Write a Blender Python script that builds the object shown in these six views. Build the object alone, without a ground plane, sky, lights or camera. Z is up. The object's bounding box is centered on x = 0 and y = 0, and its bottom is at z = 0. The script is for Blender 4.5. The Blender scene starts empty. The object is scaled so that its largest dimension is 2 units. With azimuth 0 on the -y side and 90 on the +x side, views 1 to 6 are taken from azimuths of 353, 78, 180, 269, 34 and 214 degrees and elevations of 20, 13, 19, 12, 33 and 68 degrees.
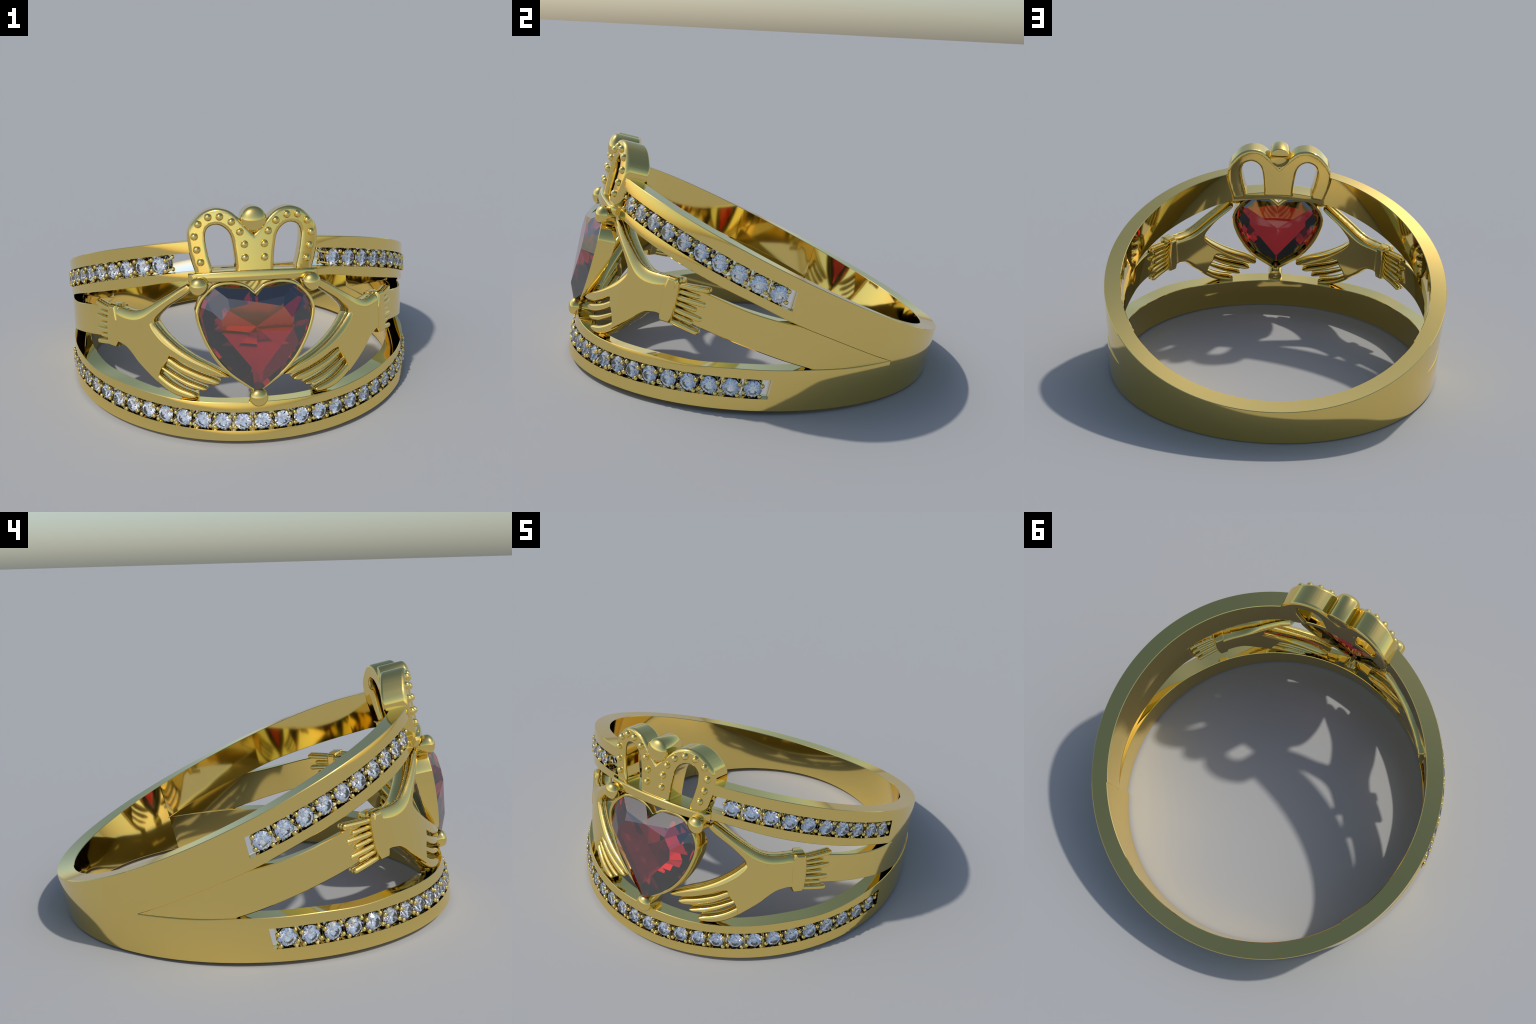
# Claddagh ring: heart gem held by two hands under a crown, between two channel-set rails.
# Everything is modelled in the ring's own frame (X across, Y along the finger-hole
# radius, Z along the finger axis), which lies tilted on the ground.
import bpy, bmesh, math
import numpy as np
from mathutils import Matrix, Vector

TILT = 0.2201                     # the ring lies on its lower rim, axis tipped back
CENTRE = (0.0, 0.0460, 0.3093)
R_OUT, R_IN = 0.9551, 0.8653     # outer and finger-hole radius
R_RAIL = 0.8640                   # finger side of the rails
FRAME = Matrix.Translation(CENTRE) @ Matrix.Rotation(-TILT, 4, 'X')
rad, deg = math.radians, math.degrees


# ------------------------------------------------------------------ materials
def principled(name):
    m = bpy.data.materials.new(name)
    m.use_nodes = True
    return m, m.node_tree, m.node_tree.nodes["Principled BSDF"]


def make_gold():
    m, nt, b = principled("yellow_gold")
    b.inputs["Metallic"].default_value = 1.0
    noise = nt.nodes.new("ShaderNodeTexNoise")
    noise.inputs["Scale"].default_value = 9.0
    noise.inputs["Detail"].default_value = 3.0
    coord = nt.nodes.new("ShaderNodeTexCoord")
    nt.links.new(coord.outputs["Object"], noise.inputs["Vector"])
    ramp = nt.nodes.new("ShaderNodeMapRange")
    ramp.inputs["To Min"].default_value = 0.045
    ramp.inputs["To Max"].default_value = 0.065
    nt.links.new(noise.outputs["Fac"], ramp.inputs["Value"])
    nt.links.new(ramp.outputs["Result"], b.inputs["Roughness"])
    b.inputs["Base Color"].default_value = (0.915, 0.69, 0.212, 1)
    return m


def make_silver():
    m, nt, b = principled("white_metal")
    b.inputs["Metallic"].default_value = 1.0
    b.inputs["Base Color"].default_value = (0.93, 0.94, 0.95, 1)
    b.inputs["Roughness"].default_value = 0.05
    return m


def make_gem(name, colour, ior):
    m, nt, b = principled(name)
    b.inputs["Base Color"].default_value = (*colour, 1)
    b.inputs["Roughness"].default_value = 0.0
    b.inputs["IOR"].default_value = ior
    b.inputs["Transmission Weight"].default_value = 1.0
    return m


GOLD = make_gold()
SILVER = make_silver()
RUBY = make_gem("red_gem", (0.50, 0.012, 0.014), 2.3)
DIAMOND = make_gem("clear_gem", (0.95, 0.965, 0.985), 2.42)

# ------------------------------------------------------------------ helpers
ring = bpy.data.objects.new("claddagh_ring", None)
bpy.context.scene.collection.objects.link(ring)
ring["label"] = "gold claddagh ring, crowned red heart held by two hands"
ring["category"] = "finger ring"


def add_object(name, mesh, parent=ring, matrix=None):
    o = bpy.data.objects.new(name, mesh)
    bpy.context.scene.collection.objects.link(o)
    o.parent = parent
    if matrix is None:
        matrix = FRAME if parent is ring else Matrix.Identity(4)
    o.matrix_local = matrix
    return o


def finish_mesh(me, mat, angle=35):
    me.materials.append(mat)
    for p in me.polygons:
        p.use_smooth = True
    me.set_sharp_from_angle(angle=rad(angle))
    return me


def from_bmesh(bm, name, mat, angle=35, weld=1e-5, recalc=True):
    if weld:
        bmesh.ops.remove_doubles(bm, verts=bm.verts, dist=weld)
    if recalc:
        bmesh.ops.recalc_face_normals(bm, faces=bm.faces)
    me = bpy.data.meshes.new(name)
    bm.to_mesh(me)
    bm.free()
    return finish_mesh(me, mat, angle)


def polar(theta_deg, radius, s):
    """theta 0 is the front (-Y), positive towards +X."""
    t = rad(theta_deg)
    return Vector((radius * math.sin(t), -radius * math.cos(t), s))


def spline(knots):
    """monotone-ish cubic (Catmull-Rom on uneven knots) through (x, y) pairs"""
    xs = np.array([k[0] for k in knots], float)
    ys = np.array([k[1] for k in knots], float)
    d = np.diff(ys) / np.diff(xs)
    m = np.empty_like(ys)
    m[0], m[-1] = d[0], d[-1]
    for i in range(1, len(xs) - 1):
        h0, h1 = xs[i] - xs[i - 1], xs[i + 1] - xs[i]
        m[i] = (d[i - 1] * h1 + d[i] * h0) / (h0 + h1)

    def f(x):
        x = min(max(x, xs[0]), xs[-1])
        i = min(max(int(np.searchsorted(xs, x)) - 1, 0), len(xs) - 2)
        h = xs[i + 1] - xs[i]
        t = (x - xs[i]) / h
        return float((2*t**3 - 3*t**2 + 1) * ys[i] + (t**3 - 2*t**2 + t) * h * m[i]
                     + (-2*t**3 + 3*t**2) * ys[i + 1] + (t**3 - t**2) * h * m[i + 1])
    return f


def smooth_path(points, n, closed=False):
    """dense Catmull-Rom (centripetal-ish) path through 2D points"""
    P = [np.array(p, float) for p in points]
    out = []
    N = len(P)
    for i in range(N if closed else N - 1):
        p0 = P[(i - 1) % N] if closed or i > 0 else 2 * P[0] - P[1]
        p1, p2 = P[i], P[(i + 1) % N]
        p3 = P[(i + 2) % N] if closed or i + 2 < N else 2 * P[-1] - P[-2]
        for k in range(n):
            t = k / n
            out.append(0.5 * ((2 * p1) + (-p0 + p2) * t + (2*p0 - 5*p1 + 4*p2 - p3) * t*t
                              + (-p0 + 3*p1 - 3*p2 + p3) * t**3))
    if not closed:
        out.append(P[-1])
    return out


def loft(bm, sections, closed_section=True, cap=True):
    rows = [[bm.verts.new(p) for p in sec] for sec in sections]
    n = len(rows[0])
    for a, b in zip(rows, rows[1:]):
        for j in range(n if closed_section else n - 1):
            k = (j + 1) % n
            bm.faces.new((a[j], a[k], b[k], b[j]))
    if cap:
        bm.faces.new(rows[0])
        bm.faces.new(list(reversed(rows[-1])))
    return rows


def lathe(bm, profile, axis_point, axis, seg=32):
    """surface of revolution: profile = (along, radius) pairs"""
    axis = Vector(axis).normalized()
    u = axis.orthogonal().normalized()
    v = axis.cross(u)
    rows = []
    for a, r in profile:
        c = Vector(axis_point) + axis * a
        if r < 1e-6:
            rows.append([bm.verts.new(c)])
        else:
            rows.append([bm.verts.new(c + (u * math.cos(math.tau * k / seg) + v * math.sin(math.tau * k / seg)) * r)
                         for k in range(seg)])
    for a, b in zip(rows, rows[1:]):
        for k in range(seg):
            q = (k + 1) % seg
            if len(a) == 1 and len(b) > 1:
                bm.faces.new((a[0], b[q], b[k]))
            elif len(b) == 1 and len(a) > 1:
                bm.faces.new((a[k], a[q], b[0]))
            elif len(a) > 1:
                bm.faces.new((a[k], a[q], b[q], b[k]))
    return rows


# ------------------------------------------------------------------ the band
def top_edge(t):                  # upper rim height along the axis, theta in degrees
    c = math.cos(rad(t))
    return 0.3025 + 0.2061 * c + 0.0031 * c * c


def bottom_edge(t):
    c = math.cos(rad(t))
    return -top_edge(t) + 0.005 * max(0.0, c) - 0.0037 * max(0.0, -c)


def settle(t):                    # how far features sit below where they were laid out
    return 0.0065 + 0.0030 * math.cos(rad(t))


upper_inner_raw = spline([(0, .322), (15, .316), (25, .305), (35, .277), (45, .249), (60, .207), (75, .163),
                      (86, .122), (90, .109), (98.7, .082), (107, .053), (115, .024), (121, .0045)])
lower_inner_raw = spline([(0, -.299), (15, -.297), (25, -.286), (37, -.258), (48, -.228), (60, -.200), (75, -.1445),
                      (80, -.128), (89, -.096), (95, -.0745), (105, -.045), (115, -.013), (121, .0045)])


def upper_inner(t):               # edges that face the open window between the rails
    return upper_inner_raw(t) - settle(t)


def lower_inner(t):
    return lower_inner_raw(t) - settle(t)


def upper_slot(t):                # middle of the stone channel
    c = math.cos(rad(t))
    return 0.1979 + 0.1768 * c + 0.0337 * c * c


def lower_slot(t):
    return -upper_slot(t)


def band_radius(t):               # a touch fuller behind the shoulders
    return R_OUT + 0.003 * max(0.0, math.sin(rad(2 * (abs(t if t <= 180 else 360 - t) - 90))))


SLOT_HALF = 0.0472
SLOT_DEPTH = 0.048
SLOT_LEFT, SLOT_RIGHT = -87.35, 84.5
SPLIT = 121.0                      # where the shank divides into rails
CH = 0.0028                        # tiny chamfer of the rims


def rail_section(t, sign, slot):
    a = abs(t)
    if sign > 0:
        hi, lo, mid = top_edge(a), upper_inner(a), upper_slot(a)
    else:
        hi, lo, mid = lower_inner(a), bottom_edge(a), lower_slot(a)
    hw = SLOT_HALF
    # each rail's section stands square to its own slanting path, so it flares outwards
    lean = 0.024 * sign
    k_in, k_out = lean * min(1.0, (SPLIT - a) / 1.0 + 0.001), lean * min(1.0, max(0.0, (SPLIT - a) / 40.0))
    centre = 0.5 * (hi + lo)
    r0 = R_RAIL + (0.010 * max(0.0, math.cos(rad(t))) ** 1.5 if sign > 0 else 0.0)
    rin = lambda s: r0 + k_in * (s - centre)
    out = lambda s: band_radius(t) + k_out * (s - centre)
    d = SLOT_DEPTH if slot else 0.0
    if not slot:
        mid = min(max(mid, lo + hw + 0.01), hi - hw - 0.01) if hi - lo > 2 * hw + 0.02 else 0.5 * (hi + lo)
        hw = min(hw, 0.25 * (hi - lo))
    roll, drop = min(0.021, 0.45 * (hi - mid - hw)), 0.0010
    pts = [(out(hi) - drop, hi - CH), (out(hi - roll), hi - roll), (out(mid + hw), mid + hw), (out(mid + hw) - d, mid + hw),
           (out(mid - hw) - d, mid - hw), (out(mid - hw) - (drop if slot else 0), mid - hw), (out(mid - hw - roll), mid - hw - roll),
           (out(lo), lo + CH), (out(lo) - CH, lo), (rin(lo) + CH, lo), (rin(lo), lo + CH), (rin(hi), hi - CH),
           (rin(hi) + CH, hi), (out(hi) - CH, hi)]
    return [polar(t, r, s) for r, s in pts]


def build_rail(name, sign, start, end, slot_from, slot_to):
    stations = [(t, slot_from < t < slot_to) for t in np.linspace(start, end, int(abs(end - start) / 0.75) + 2)]
    for b in (slot_from, slot_to):
        if start < b < end:
            stations += [(b, False), (b, True)]
    stations.sort(key=lambda q: (q[0], q[1] if abs(q[0] - slot_from) < 1e-9 else not q[1]))
    bm = bmesh.new()
    loft(bm, [rail_section(t, sign, s) for t, s in stations])
    bmesh.ops.remove_doubles(bm, verts=bm.verts, dist=1e-6)
    bmesh.ops.dissolve_degenerate(bm, edges=bm.edges, dist=1e-6)
    return add_object(name, from_bmesh(bm, name, GOLD, 25))


build_rail("lower_rail", -1, -SPLIT, SPLIT, SLOT_LEFT, SLOT_RIGHT)
build_rail("upper_rail", 1, 16.5, SPLIT, 10, SLOT_RIGHT)
build_rail("upper_rail", 1, -SPLIT, -16.5, SLOT_LEFT, -10)


def build_shank():
    bm = bmesh.new()
    secs = []
    for t in np.linspace(SPLIT, 360 - SPLIT, 160):
        hi, lo = top_edge(t), bottom_edge(t)
        rin = lambda s: R_IN - 0.0015 + 0.034 * s          # the finger hole flares a touch
        ro = band_radius(t)
        pts = [(ro, hi - CH), (ro, lo + CH), (ro - CH, lo), (rin(lo) + CH, lo), (rin(lo), lo + CH),
               (rin(hi), hi - CH), (rin(hi) + CH, hi), (ro - CH, hi)]
        secs.append([polar(t, r, s) for r, s in pts])
    loft(bm, secs)
    return add_object("shank", from_bmesh(bm, "shank", GOLD, 25))


build_shank()


def build_floor(name, slot, a, b):
    bm = bmesh.new()
    secs = []
    for t in np.linspace(a, b, int((b - a) / 1.0) + 2):
        m = slot(abs(t))
        r1, h = R_OUT - SLOT_DEPTH + 0.004, SLOT_HALF - 0.0006
        across = np.linspace(1, -1, 9)                       # a shallow trough
        secs.append([polar(t, r1 - .0020 * (1 - q * q), m + q * h) for q in across] + [polar(t, r1 - .010, m - h), polar(t, r1 - .010, m + h)])
    loft(bm, secs)
    return add_object(name, from_bmesh(bm, name, SILVER, 25))


build_floor("channel_floor", lower_slot, SLOT_LEFT + .05, SLOT_RIGHT - .05)
build_floor("channel_floor", upper_slot, 16.6, SLOT_RIGHT - .05)
build_floor("channel_floor", upper_slot, SLOT_LEFT + .05, -16.6)

# middle band: a flatter strip that leaves the split and ends inside the frilled cuff
mid_hi = spline([(48, .138), (56, .132), (62, .127), (72, .114), (80, .109), (88, .110), (96, .112), (122, .130)])
mid_lo = spline([(48, -.030), (56, -.034), (62, -.038), (74, -.050), (88, -.072), (96, -.084), (122, -.130)])


mid_out = spline([(48, .896), (55, .907), (61, .918), (66, .928), (70, .935), (75, .942), (85, .949), (95, .9495), (108, .9495), (121.5, .9535)])
mid_in = spline([(48, .884), (54, .889), (61, .894), (70, .892), (75, .886), (90, .881), (105, .874), (121.5, .860)])


def build_middle_band(side):
    bm = bmesh.new()
    secs = []
    for t in np.linspace(50, 121.5, 90):
        hi, lo = mid_hi(t), mid_lo(t)
        hi = min(hi, upper_inner(min(t, SPLIT)) + .003)       # tucked between the two rails
        lo = max(lo, lower_inner(min(t, SPLIT)) - .003)
        ro, ri = mid_out(t), mid_in(t) + (0.013 * math.exp(-((t - 79) / 14) ** 2) if side < 0 else 0.0)
        e = 0.004
        pts = [(ro, hi - e), (ro, lo + e), (ro - e, lo), (ri + e, lo), (ri, lo + e), (ri, hi - e), (ri + e, hi), (ro - e, hi)]
        secs.append([polar(side * t, r, s) for r, s in pts])
    loft(bm, secs)
    return add_object("middle_band", from_bmesh(bm, "middle_band", GOLD, 30))


for side in (1, -1):
    build_middle_band(side)


# ------------------------------------------------------------------ diamonds and claws
def brilliant_mesh():
    bm = bmesh.new()
    rg = 0.0415
    at = lambda a, r, z: bm.verts.new((rg * r * math.cos(rad(a)), rg * r * math.sin(rad(a)), rg * z))
    T = [at(45 * k, .56, .36) for k in range(8)]
    M = [at(45 * k + 22.5, .79, .21) for k in range(8)]
    G = [at(22.5 * j, 1.0, .035) for j in range(16)]
    H = [at(22.5 * j, 1.0, -.02) for j in range(16)]
    N = [at(45 * k + 22.5, .24, -.66) for k in range(8)]
    culet = at(0, 0, -.86)
    f = bm.faces.new
    f(T)
    for k in range(8):
        k1 = (k + 1) % 8
        g0, g1, g2 = G[2 * k], G[2 * k + 1], G[(2 * k + 2) % 16]
        h0, h1, h2 = H[2 * k], H[2 * k + 1], H[(2 * k + 2) % 16]
        f((T[k], M[k], T[k1]))
        f((T[k1], M[k], g2, M[k1]))
        f((M[k], g0, g1))
        f((M[k], g1, g2))
        f((g0, h0, h1, g1))
        f((g1, h1, h2, g2))
        f((h0, N[k], h1))
        f((h1, N[k], h2))
        f((h2, N[k], culet, N[k1]))
    return from_bmesh(bm, "diamond", DIAMOND, 1, weld=0)


def claw_mesh():
    bm = bmesh.new()
    r = 0.0110
    prof = [(-0.049, .0058), (-0.006, .0062)]
    prof += [(r * 0.85 * math.sin(a), r * math.cos(a)) for a in np.linspace(-0.75, math.pi / 2, 8)]
    lathe(bm, [(p, max(q, 0) if q > 1e-4 else 0) for p, q in prof], (0, 0, 0.008), (0, 0, 1), 14)
    return from_bmesh(bm, "claw", GOLD, 50)


def gallery_mesh():
    bm = bmesh.new()
    secs = []
    for k in range(24):
        a = math.tau * k / 24
        c = Vector((math.cos(a), math.sin(a), 0))
        secs.append([c * (0.0425 + .0035 * math.cos(b)) + Vector((0, 0, -0.014 + .0045 * math.sin(b)))
                     for b in np.linspace(0, math.tau, 7)[:-1]])
    secs.append(secs[0])
    loft(bm, secs, cap=False)
    return from_bmesh(bm, "gallery_ring", GOLD, 60)


DIAMOND_ME, CLAW_ME, GALLERY_ME = brilliant_mesh(), claw_mesh(), gallery_mesh()
rng = np.random.default_rng(7)


def set_stone(t, s):
    n = polar(t, 1, 0).normalized()                     # outward
    up = Vector((0, 0, 1))
    along = up.cross(n).normalized()
    m = Matrix((along, up, n)).transposed().to_4x4()
    m.translation = polar(t, R_OUT - 0.0060, s)
    spin = Matrix.Rotation(rad(float(rng.uniform(-6, 6))), 4, 'Z')
    stone = add_object("diamond", DIAMOND_ME, ring, FRAME @ m @ spin)
    inv = spin.inverted()
    for sx in (1, -1):
        for sy in (1, -1):
            add_object("claw", CLAW_ME, stone, inv @ Matrix.Translation((sx * 0.0382, sy * 0.0262, 0.0)))
    add_object("gallery_ring", GALLERY_ME, stone, inv)


STONES = [-83.2 + 6.037 * k for k in range(28)]
for t in STONES:
    set_stone(t, lower_slot(abs(t)))
    if t > 22 or t < -27:         # none behind the crown
        set_stone(t, upper_slot(abs(t)))


# ------------------------------------------------------------------ pillow plates (hands)
def pillow(bm_out, outline, centre_r, half, side, widths=None, back_width=0.014, grid=0.0045, R0=0.93, half_back=None, grow=0.0, flip=False):
    """A rounded plate: the outline is (theta, s); its faces swell from the edge like a
    quarter round of the given width. Returns vertex normals for smooth shading."""
    P = np.array([(R0 * rad(t), s) for t, s in outline])
    W = np.array(widths if widths is not None else [0.014] * len(P), float)
    Q = np.roll(P, -1, 0)
    W2 = np.roll(W, -1)

    def dist(X):
        d = Q - P
        L = (d * d).sum(1)
        v = X[:, None, :] - P[None]
        u = np.clip((v * d[None]).sum(2) / L[None], 0, 1)
        w = X[:, None, :] - (P[None] + u[..., None] * d[None])
        D = np.sqrt((w * w).sum(2))
        cond = ((P[None, :, 1] > X[:, None, 1]) != (Q[None, :, 1] > X[:, None, 1]))
        with np.errstate(divide='ignore', invalid='ignore'):
            xi = d[None, :, 0] * (X[:, None, 1] - P[None, :, 1]) / d[None, :, 1] + P[None, :, 0]
        inside = (cond & (X[:, None, 0] < xi)).sum(1) % 2 == 1
        seg_w = W[None] * (1 - u) + W2[None] * u
        k = 1.0 / (D + 1e-4) ** 4 * np.sqrt(L)[None]
        width = (k * seg_w).sum(1) / k.sum(1)
        dm = D.min(1)
        return np.where(inside, dm, -dm) + grow, width

    def swell(d, w):
        t = np.clip(d / w, 0, 1)
        return np.sqrt(np.clip(1 - (1 - t) ** 2, 0, 1))

    half_back = half if half_back is None else half_back
    lo, hi = P.min(0) - grid - grow, P.max(0) + grid + grow
    nx, ny = int((hi[0] - lo[0]) / grid) + 2, int((hi[1] - lo[1]) / grid) + 2
    gx, gy = np.meshgrid(lo[0] + grid * np.arange(nx), lo[1] + grid * np.arange(ny), indexing='ij')
    X = np.stack([gx.ravel(), gy.ravel()], 1)
    d, w = dist(X)
    eps = 1.5e-3
    dx1, w1 = dist(X + [eps, 0]); dx0, w0 = dist(X - [eps, 0])
    dy1, w3 = dist(X + [0, eps]); dy0, w2 = dist(X - [0, eps])

    class Side:
        pass
    res = []
    for front in (True, False):
        wide = front != flip                            # the carved width goes on the visible face
        hh = half if front else half_back
        f = (lambda a, b: hh * swell(a, b)) if wide else (lambda a, b: hh * swell(a, np.full_like(b, back_width)))
        h = f(d, w)
        hx = (f(dx1, w1) - f(dx0, w0)) / (2 * eps)
        hy = (f(dy1, w3) - f(dy0, w2)) / (2 * eps)
        res.append((h, hx, hy))
    ddx, ddy = (dx1 - dx0) / (2 * eps), (dy1 - dy0) / (2 * eps)

    verts, normals = {}, []

    def emit(key, x, s, h, n):
        if key in verts:
            return verts[key]
        t = x / R0
        s -= settle(40)
        rr = (centre_r(deg(t)) if callable(centre_r) else centre_r) + h
        st, ct = math.sin(t), math.cos(t)
        v = bm_out.verts.new((side * rr * st, -rr * ct, s))
        n = np.array(n); n = n / (np.linalg.norm(n) + 1e-12)
        nx_, ny_, nr_ = n
        normals.append(Vector((side * (nx_ * ct + nr_ * st), nx_ * st - nr_ * ct, ny_)))
        verts[key] = v
        return v

    idx = lambda i, j: i * ny + j
    made = []
    for front in (True, False):
        h, hx, hy = res[0 if front else 1]
        sg = 1 if front else -1

        def grid_vert(i, j):
            q = idx(i, j)
            return emit((front, q), X[q, 0], X[q, 1], sg * h[q], (-hx[q], -hy[q], sg))

        def edge_vert(a, b):
            a, b = min(a, b), max(a, b)
            t = d[a] / (d[a] - d[b])
            p = X[a] * (1 - t) + X[b] * t
            g = np.array([ddx[a] * (1 - t) + ddx[b] * t, ddy[a] * (1 - t) + ddy[b] * t])
            return emit(('e', a, b), p[0], p[1], 0.0, (-g[0], -g[1], 0.0))

        for i in range(nx - 1):
            for j in range(ny - 1):
                cs = [(i, j), (i + 1, j), (i + 1, j + 1), (i, j + 1)]
                ds = [d[idx(*c)] > 0 for c in cs]
                if not any(ds):
                    continue
                poly = []
                for k in range(4):
                    a, b = cs[k], cs[(k + 1) % 4]
                    if ds[k]:
                        poly.append(grid_vert(*a))
                    if ds[k] != ds[(k + 1) % 4]:
                        poly.append(edge_vert(idx(*a), idx(*b)))
                if len(poly) < 3:
                    continue
                if (side > 0) != front:
                    poly.reverse()
                try:
                    bm_out.faces.new(poly)
                except ValueError:
                    pass
    return normals


def plate_object(name, layers, parent, side, mat=GOLD):
    """layers: keyword sets for pillow(); all go into one mesh with analytic normals"""
    bm = bmesh.new()
    normals = []
    for kw in layers:
        normals += pillow(bm, side=side, **kw)
    me = bpy.data.meshes.new(name)
    bm.to_mesh(me)
    bm.free()
    me.materials.append(mat)
    for p in me.polygons:
        p.use_smooth = True
    me.normals_split_custom_set_from_vertices([tuple(n) for n in normals])
    return add_object(name, me, parent)


FRONT_ARC = spline([(0, .931), (30, .932), (37, .930), (42, .9250), (46, .9165), (50, .9160), (54, .915), (61, .9100), (64, .908)])


def hand_front(t):                 # centre radius of the front half of the hand
    return FRONT_ARC(t)


hand_back = spline([(0, .905), (40, .904), (48, .897), (54, .893), (62, .889)])


def weighted(points, n=5):
    """points (theta, s, width) -> smooth dense outline and width list; 'c' marks a corner"""
    runs, cur = [], []
    for p in points:
        cur.append(p[:3])
        if len(p) > 3:
            runs.append(cur)
            cur = [p[:3]]
    if len(cur) > 0:
        runs.append(cur + ([points[0][:3]] if True else []))
    dense = []
    for r in runs:
        if len(r) == 1:
            dense.append(np.array(r[0], float))
            continue
        dense += [q for q in smooth_path(r, n)][:-1]
    return [(q[0], q[1]) for q in dense], [max(0.006, q[2]) for q in dense]


PALM = [  # thumb tip, along the outside of the thumb to the wrist
    (20.3, .298, .012), (23, .275, .017), (26.3, .2434, .024), (31.5, .1960, .040), (35.3, .1635, .054), (38.6, .1485, .062),
    (42, .1480, .064), (46, .155, .060), (49, .158, .05, 'c'),
    (49, -.040, .012, 'c'),
    (46.5, -.0345, .012), (44.5, -.041, .012), (42.5, -.052, .012), (40.3, -.080, .012), (38.3, -.114, .012), (35.8, -.149, .012), (32.4, -.195, .012),
    (30.8, -.2145, .012, 'c'),
    (30.7, -.185, .014), (29.4, -.138, .014), (27.3, -.0980, .014), (26.9, -.0730, .012, 'c'),
    # lower edge of the index finger to its tip, then back up to the crotch
    (24.7, -.0850, .015), (21.1, -.1160, .016), (16, -.1520, .014), (12.2, -.1700, .013), (9.6, -.1775, .012), (8.1, -.1700, .011),
    (10.6, -.1400, .013), (13.8, -.1110, .018), (18.3, -.0757, .024), (23.1, -.0295, .030), (27.7, .0282, .036), (30.6, .0760, .034), (31.5, .0950, .026, 'c'),
    (31.1, .1149, .018), (29.4, .1420, .016), (26.7, .1790, .016), (24.1, .2060, .015), (21.5, .2330, .013), (19.2, .2620, .011), (18.8, .284, .011),
]
FINGERS = [
    [(29.5, -.075, .012), (27, -.0825, .014), (23, -.1200, .014), (17.4, -.1580, .014), (13.5, -.1790, .013), (11.4, -.1960, .012), (11.6, -.2085, .012),
     (13.7, -.2130, .013), (17.6, -.1950, .014), (23.2, -.1550, .014), (27.4, -.1130, .014), (30, -.085, .012)],
    [(31.5, -.110, .012), (29.3, -.1293, .014), (25.2, -.1660, .014), (21.5, -.1950, .014), (17.7, -.2170, .013), (15.4, -.2310, .012), (15.6, -.2400, .012),
     (17.3, -.2420, .013), (21.7, -.2200, .014), (27.1, -.1730, .014), (29.7, -.1450, .014), (32, -.120, .012)],
    [(33, -.148, .012), (30.8, -.1670, .014), (27.3, -.2070, .014), (23.7, -.2360, .014), (20, -.2560, .013), (18.6, -.2680, .012), (18.8, -.2790, .012),
     (20.2, -.2850, .013), (24, -.2760, .014), (27.6, -.2530, .014), (31.1, -.2150, .014), (33.5, -.178, .012)],
]
CUFF = [(46.6, .0500, .017), (46.5, .1000, .019), (47, .1640, .020, 'c'), (50.3, .1660, .020, 'c'), (51.0, .1480, .019), (51.7, .0700, .016), (51.7, -.0200, .014),
        (51.1, -.0545, .013, 'c'), (47.9, -.0590, .013, 'c'), (47.2, -.036, .015), (46.8, .0000, .016)]
ROD_BASE = [.128, .101, .072, .046, .016, -.011, -.042]
ROD_TIP = [(60.5, .154), (58.1, .1105), (60.6, .083), (58.1, .046), (60.5, .0105), (58.0, -.0175), (60.2, -.0560)]


def capsule(a, b, w0, w1, n=7):
    """outline of a rounded rod from a to b (theta, s)"""
    A = np.array([0.93 * rad(a[0]), a[1]]); B = np.array([0.93 * rad(b[0]), b[1]])
    u = (B - A) / np.linalg.norm(B - A); v = np.array([-u[1], u[0]])
    pts = [A - v * w0] + [B - u * w1 + w1 * (u * math.sin(k) - v * math.cos(k)) for k in np.linspace(0, math.pi, n)] + [A + v * w0]
    return [(deg(p[0] / 0.93), p[1]) for p in pts]


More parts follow.
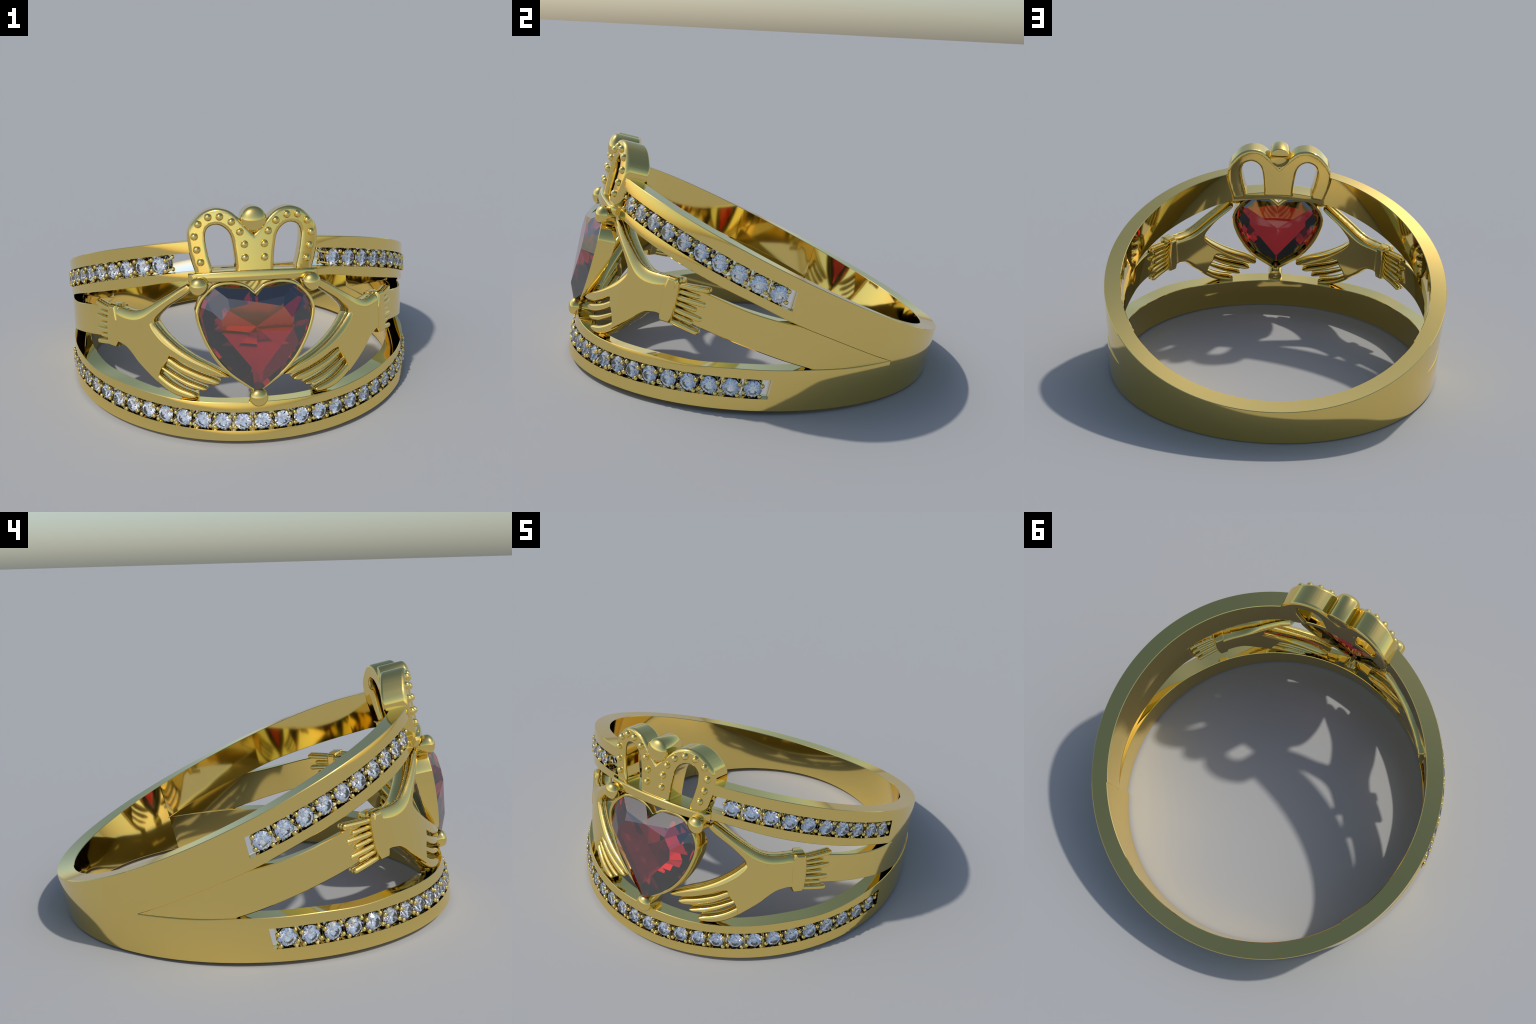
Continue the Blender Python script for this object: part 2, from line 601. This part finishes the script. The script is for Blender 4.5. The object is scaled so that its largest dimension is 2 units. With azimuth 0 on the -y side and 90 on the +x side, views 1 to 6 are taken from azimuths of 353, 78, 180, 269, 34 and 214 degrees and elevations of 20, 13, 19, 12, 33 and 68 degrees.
def build_hand(side):
    out, w = weighted(PALM)
    front = lambda **k: dict(dict(widths=w, centre_r=hand_front, half=.0255, half_back=.0120, back_width=.005), **k)
    back = lambda **k: dict(dict(centre_r=hand_back, half=.0150, half_back=.0560, back_width=.005, flip=True, grid=.005, grow=-.0025), **k)
    hand = plate_object("hand", [front(outline=out), back(outline=out, widths=[.026] * len(w))], ring, side)
    for fpts in FINGERS:
        o, fw = weighted(fpts, 4)
        fw = [q + .004 for q in fw]
        plate_object("finger", [front(outline=o, widths=fw, grow=.0018, half=.0165, grid=.0035),
                                back(outline=o, widths=fw, grow=.0, half_back=.0500, grid=.0045)], hand, side)
    o, cw = weighted(CUFF, 4)
    plate_object("cuff", [front(outline=o, widths=cw, half=.0325, grow=.001, grid=.0035),
                          back(outline=o, widths=[.016] * len(cw), half_back=.0520, grow=.001, grid=.005)], hand, side)
    for k, (b, tip) in enumerate(zip(ROD_BASE, ROD_TIP)):
        long = k % 2 == 0
        o = capsule((50.0, b), tip, .0140 if long else .0125, .0145 if long else .0125)
        lift = .0 if long else -.003
        layers = [front(outline=o, widths=[.0135] * len(o), centre_r=lambda t, q=lift: hand_front(t) + q, half=.0130, half_back=.010, grid=.003),
                  back(outline=o, widths=[.013] * len(o), centre_r=lambda t, q=lift: hand_back(t) - q, half=.010, half_back=.0210, grow=0.0, grid=.004)]
        plate_object("frill_strand", layers, hand, side)
    # the sheet behind the strands, which closes the gaps between them
    o, sw = weighted([(49.5, .130, .01, 'c'), (58.6, .142, .01, 'c'), (57.4, .046, .01), (57.8, -.040, .01, 'c'), (49.5, -.040, .01, 'c')], 4)
    plate_object("frill", [front(outline=o, widths=sw, half=.0075, half_back=.008, grid=.006), back(outline=o, widths=sw, half=.008, half_back=.013, grow=0.0)], hand, side)
    # a little bridge that joins the smallest finger to the lower rail
    bm = bmesh.new()
    secs = []
    for t in np.linspace(19.0, 24.5, 10):
        hi = -.270 + .0010 * (t - 18.8)
        secs.append([polar(side * t, r, s) for r, s in ((.893, hi), (.893, -.316), (.872, -.316), (.872, hi))])
    loft(bm, secs)
    add_object("bridge", from_bmesh(bm, "bridge", GOLD, 30), hand)


for side in (1, -1):
    build_hand(side)


# ------------------------------------------------------------------ crown
CROWN_OUT = [  # right half of the crown silhouette, (theta, s), from the dip between the arches
    (0, .545), (2.2, .584), (3.85, .616), (5.7, .646), (7.7, .6640), (10.8, .6715), (14.2, .6520), (16.95, .6100), (18.4, .5740), (18.95, .5310),
    (18.7, .4700), (17.95, .4130), (17.0, .3600)]
CROWN_FOOT = [(17.0, .345), (12.25, .345)]
CROWN_HOLE = [(12.0, .3600), (12.05, .3830), (13.0, .4450), (13.7, .5300), (12.9, .5750), (10.65, .5910), (8.5, .5790), (6.75, .5450), (5.9, .4840), (5.4, .3910), (5.4, .3600)]
CROWN_R_FRONT, CROWN_R_BACK = 0.968, 0.850
CROWN_DROP = 0.012


def polygon_plate(name, loops, half, bevel, steps=4):
    """filled 2D outline with rounded rims, as a mesh in the XY plane (via a bevelled curve)"""
    cu = bpy.data.curves.new(name, 'CURVE')
    cu.dimensions, cu.fill_mode = '2D', 'BOTH'
    cu.extrude, cu.bevel_depth, cu.bevel_resolution, cu.offset = half - bevel, bevel, steps, -bevel
    for pts in loops:
        sp = cu.splines.new('POLY')
        sp.points.add(len(pts) - 1)
        for q, p in zip(sp.points, pts):
            q.co = (p[0], p[1], 0, 1)
        sp.use_cyclic_u = True
    tmp = bpy.data.objects.new(name, cu)
    bpy.context.scene.collection.objects.link(tmp)
    me = bpy.data.meshes.new_from_object(tmp.evaluated_get(bpy.context.evaluated_depsgraph_get()))
    bpy.data.objects.remove(tmp)
    bm = bmesh.new()
    bm.from_mesh(me)
    bpy.data.meshes.remove(me)
    bpy.data.curves.remove(cu)
    return bm


CROWN_SHIFT = 0.0025


def crown_face(x):
    """distance of the crown's slightly bowed front from the axis plane"""
    return 0.976 - 0.050 * (x / 0.28) ** 2


def build_crown():
    to_x = lambda p: (0.988 * math.sin(rad(p[0])), p[1] - CROWN_DROP)
    right = [to_x(p) for p in smooth_path(CROWN_OUT[1:], 5)]
    hole = [to_x(p) for p in smooth_path(CROWN_HOLE, 5)]
    half_loop = [to_x(CROWN_OUT[0])] + right + [to_x(p) for p in CROWN_FOOT] + hole + [to_x((5.4, .345))]
    left = [(-x, s) for x, s in reversed(half_loop[1:])]
    bm = polygon_plate("crown", [half_loop + left], 0.059, 0.017, 4)
    bmesh.ops.remove_doubles(bm, verts=bm.verts, dist=1e-5)
    for x in np.arange(-0.315, 0.316, 0.015):
        bmesh.ops.bisect_plane(bm, geom=bm.verts[:] + bm.edges[:] + bm.faces[:], plane_co=(x, 0, 0), plane_no=(1, 0, 0))
    for v in bm.verts:
        x, s, z = v.co
        f = (z + 0.059) / 0.118
        y = -((1 - f) * math.sqrt(CROWN_R_BACK**2 - x * x) + f * crown_face(x))
        v.co = (x + CROWN_SHIFT, y, s)
    crown = add_object("crown", from_bmesh(bm, "crown", GOLD, 40))
    wn = crown.modifiers.new("flat_faces", 'WEIGHTED_NORMAL')
    wn.mode, wn.weight, wn.keep_sharp = 'FACE_AREA', 60, True

    bead = bmesh.new()
    prof = [(-.006, .0195), (0, .0195)] + [(.0195 * math.sin(a), .0195 * math.cos(a)) for a in np.linspace(.15, math.pi / 2, 8)]
    lathe(bead, [(a, r if r > 1e-5 else 0) for a, r in prof], (0, 0, 0), (0, 0, 1), 24)
    bead_me = from_bmesh(bead, "bead", GOLD, 50)
    spots = [(.260, .3985), (.276, .460), (.2860, .524), (.2665, .584), (.218, .6172), (.163, .6192), (.1075, .5935), (.0685, .5443), (.0485, .4832), (.0475, .4178)]
    for x, s in spots:
        for side in (1, -1):
            n = Vector((side * x * 1.05, -crown_face(x), 0)).normalized()
            m = Vector((0, 0, 1)).rotation_difference(n).to_matrix().to_4x4()
            m.translation = (side * x + CROWN_SHIFT, -crown_face(x) + .001, s)
            add_object("bead", bead_me, crown, m)
    # the orb on the centre post: a rod with a domed front
    bm = bmesh.new()
    r = .0625
    dome = [(.118 + .033 * math.sin(a), r * math.cos(a) if a < 1.57 else 0) for a in np.linspace(0, math.pi / 2, 12)]
    lathe(bm, [(0, 0), (0, r - .006), (.002, r - .002), (.006, r)] + dome, (CROWN_SHIFT, -.850, .6030), (0, -1, 0), 48)
    lathe(bm, [(0, 0), (0, .056), (.096, .056), (.103, .050), (.106, 0)], (CROWN_SHIFT, -.858, .5890), (0, -1, 0), 40)
    add_object("orb", from_bmesh(bm, "orb", GOLD, 50), crown)
    return crown


crown = build_crown()


def build_crossbar():
    bm = bmesh.new()
    secs = []
    T = 19.4
    for t in np.concatenate([np.linspace(-T, -T + 2.2, 7)[:-1], np.linspace(-T + 2.2, T - 2.2, 50), np.linspace(T - 2.2, T, 7)[1:]]):
        e = max(0.0, (abs(t) - (T - 2.2)) / 2.2)
        rf = 0.986 - 0.020 * e ** 2
        c = math.cos(rad(t) * 1.0)
        hi = .3435 + .0140 * (c - math.cos(rad(T))) / (1 - math.cos(rad(T)))
        lo = .2985 + .0050 * (c - math.cos(rad(T))) / (1 - math.cos(rad(T)))
        rb, b = 0.8625, .010
        pts = [(rf - b * (1 - math.sin(a)), hi - b * (1 - math.cos(a))) for a in np.linspace(0, math.pi / 2, 5)]
        pts += [(rf - b * (1 - math.cos(a)), lo + b * (1 - math.sin(a))) for a in np.linspace(0, math.pi / 2, 5)]
        pts += [(rb + b * (1 - math.sin(a)), lo + b * (1 - math.cos(a))) for a in np.linspace(0, math.pi / 2, 4)]
        pts += [(rb, hi - .003), (rb + .003, hi)]
        secs.append([polar(t, r, s) for r, s in pts])
    loft(bm, secs)
    return add_object("crossbar", from_bmesh(bm, "crossbar", GOLD, 35))


build_crossbar()

# ------------------------------------------------------------------ heart
HEART = [(.0, .256), (.034, .287), (.072, .304), (.128, .3115), (.187, .303), (.235, .272), (.274, .226), (.293, .178), (.2935, .145), (.286, .100),
         (.255, .012), (.206, -.077), (.145, -.149), (.080, -.200), (.034, -.232), (.0, -.254)]
BEZEL_FRONT, BEZEL_BACK, WALL = 0.961, 0.897, 0.0170
HEART_DROP = 0.0095


def heart_loop(inset, n=5):
    right = [np.array(p) - (0, HEART_DROP) for p in smooth_path(HEART, n)]
    pts = right + [np.array((-p[0], p[1])) for p in reversed(right[1:-1])]
    N = len(pts)
    out = []
    for i, p in enumerate(pts):
        a, b = p - pts[i - 1], pts[(i + 1) % N] - p
        na = np.array([a[1], -a[0]]) / np.linalg.norm(a)
        nb = np.array([b[1], -b[0]]) / np.linalg.norm(b)
        # the loop runs clockwise seen from the front, so these normals point inwards
        m = na + nb
        m /= np.linalg.norm(m)
        k = min(1.0 / max(0.35, float(m @ na)), 2.2)
        out.append(p + m * inset * k)
    return out


def build_bezel():
    bm = bmesh.new()
    prof = []
    b = 0.006
    for a in np.linspace(0, math.pi / 2, 4):        # rounded outer front rim
        prof.append((b * (1 - math.cos(a)), BEZEL_FRONT - b * (1 - math.sin(a))))
    for a in np.linspace(math.pi / 2, 0, 4):
        prof.append((WALL - b * (1 - math.cos(a)), BEZEL_FRONT - b * (1 - math.sin(a))))
    prof += [(WALL, BEZEL_BACK + .003), (WALL - .003, BEZEL_BACK), (.003, BEZEL_BACK), (0, BEZEL_BACK + .003)]
    arc = lambda x, h: h if h > 0.93 else h - BEZEL_BACK + 0.922 - 0.050 * (x / 0.29) ** 2
    loops = [[Vector((p[0], -arc(p[0], h), p[1])) for p in heart_loop(inset)] for inset, h in prof]
    loft(bm, loops + [loops[0]], cap=False)
    return add_object("bezel", from_bmesh(bm, "bezel", GOLD, 40))


bezel = build_bezel()


def cut(bm, p, q, r, keep):
    """slice the solid by the plane through three points, keep the side holding `keep`, cap it flat"""
    p, q, r = Vector(p), Vector(q), Vector(r)
    n = (q - p).cross(r - p).normalized()
    if (Vector(keep) - p).dot(n) > 0:
        n = -n
    res = bmesh.ops.bisect_plane(bm, geom=bm.verts[:] + bm.edges[:] + bm.faces[:], dist=1e-6, plane_co=p, plane_no=n, clear_outer=True)
    edges = [e for e in res["geom_cut"] if isinstance(e, bmesh.types.BMEdge)]
    open_edges = [e for e in bm.edges if len(e.link_faces) == 1]
    if open_edges:
        bmesh.ops.holes_fill(bm, edges=open_edges, sides=0)


def build_heart_gem():
    bm = bmesh.new()
    loop = heart_loop(WALL - .004, 4)
    back = [bm.verts.new((p[0], -.78, p[1])) for p in loop]
    front = [bm.verts.new((p[0], -1.05, p[1])) for p in loop]
    n = len(loop)
    for i in range(n):
        k = (i + 1) % n
        bm.faces.new((back[i], back[k], front[k], front[i]))
    bm.faces.new(front)
    bm.faces.new(list(reversed(back)))
    bmesh.ops.recalc_face_normals(bm, faces=bm.faces)
    core = (0, -.955, .09)
    V = lambda x, h, s: (x, -h - .0042, s - HEART_DROP)
    table = 1.0185
    TC, UR, RR, BT = V(0, table, .216), V(.167, table, .182), V(.176, table, .079), V(0, table, -.150)
    LB, WW = V(.138, 1.0, .2365), V(.213, .988, .170)
    cut(bm, V(0, table, 0), V(.1, table, 0), V(0, table, .1), core)
    mir = lambda p: (-p[0], p[1], p[2])
    planes = [(TC, V(.1, 1.0, .2365), V(0, 1.0, .2365)),           # lobe facets share one slope
              (TC, LB, UR),                                        # star facets by the table
              (LB, WW, V(.245, .950, .245)),                       # upper shoulder
              (UR, WW, RR),
              (WW, RR, V(.276, .950, .090)),                       # side
              (WW, V(.28, .95, .16), V(.245, .950, .245)),
              (RR, BT, V(.150, .952, -.120)),                      # long lower bevels
              (RR, V(.276, .950, .090), V(.235, .950, .0))]
    for a, b, c in planes:
        cut(bm, a, b, c, core)
        if abs(a[0]) + abs(b[0]) + abs(c[0]) > 1e-6:
            cut(bm, mir(a), mir(b), mir(c), core)
    culet = V(0, .892, .085)
    g = .944
    k = .018                                        # the girdle belt rises this much towards the keel
    rear = [(culet, V(.200, g - k, .243), V(.040, g - k, .262)),
            (culet, V(.238, g - k, .205), V(.245, g - k, .105)),
            (culet, V(.243, g - k, .100), V(.150, g - k, -.060)),
            (culet, V(.140, g - k, -.070), V(.0, g - k, -.190))]
    belts = [(V(.14, g, .298), V(.0, g, .298), V(.0, g - k, .262)),
             (V(.14, g, .298), V(.25, g, .235), V(.185, g - k, .235)),
             (V(.25, g, .235), V(.283, g, .14), V(.240, g - k, .165)),
             (V(.283, g, .14), V(.245, g, .005), V(.232, g - k, .075)),
             (V(.245, g, .005), V(.15, g, -.13), V(.165, g - k, -.045)),
             (V(.15, g, -.13), V(.0, g, -.236), V(.060, g - k, -.145))]
    for a, b, c in rear + belts:
        cut(bm, a, b, c, core)
        cut(bm, mir(a), mir(b), mir(c), core)
    me = from_bmesh(bm, "heart_gem", RUBY, 1, weld=1e-5)
    return add_object("heart_gem", me)


build_heart_gem()


def build_prong(name, x, s, r, front, back, dome):
    bm = bmesh.new()
    length = front - dome - back
    prof = [(0, 0), (0, r * .93 - .004), (.004, r * .93)] + [(length * .55, r * .93), (length * .62, r)]
    prof += [(length + dome * math.sin(a), r * math.cos(a) if a < 1.57 else 0) for a in np.linspace(0, math.pi / 2, 12)]
    lathe(bm, prof, (x, -back, s), (0, -1, 0), 40)
    return add_object(name, from_bmesh(bm, name, GOLD, 50), bezel)


build_prong("prong", .2770, .2855, .0465, 1.003, .900, .034)
build_prong("prong", -.2730, .2855, .0465, 1.003, .900, .034)
build_prong("prong", .002, -.2800, .0465, 1.006, .870, .030)
build_prong("pin", .001, -.2225, .0145, .934, .858, .004)
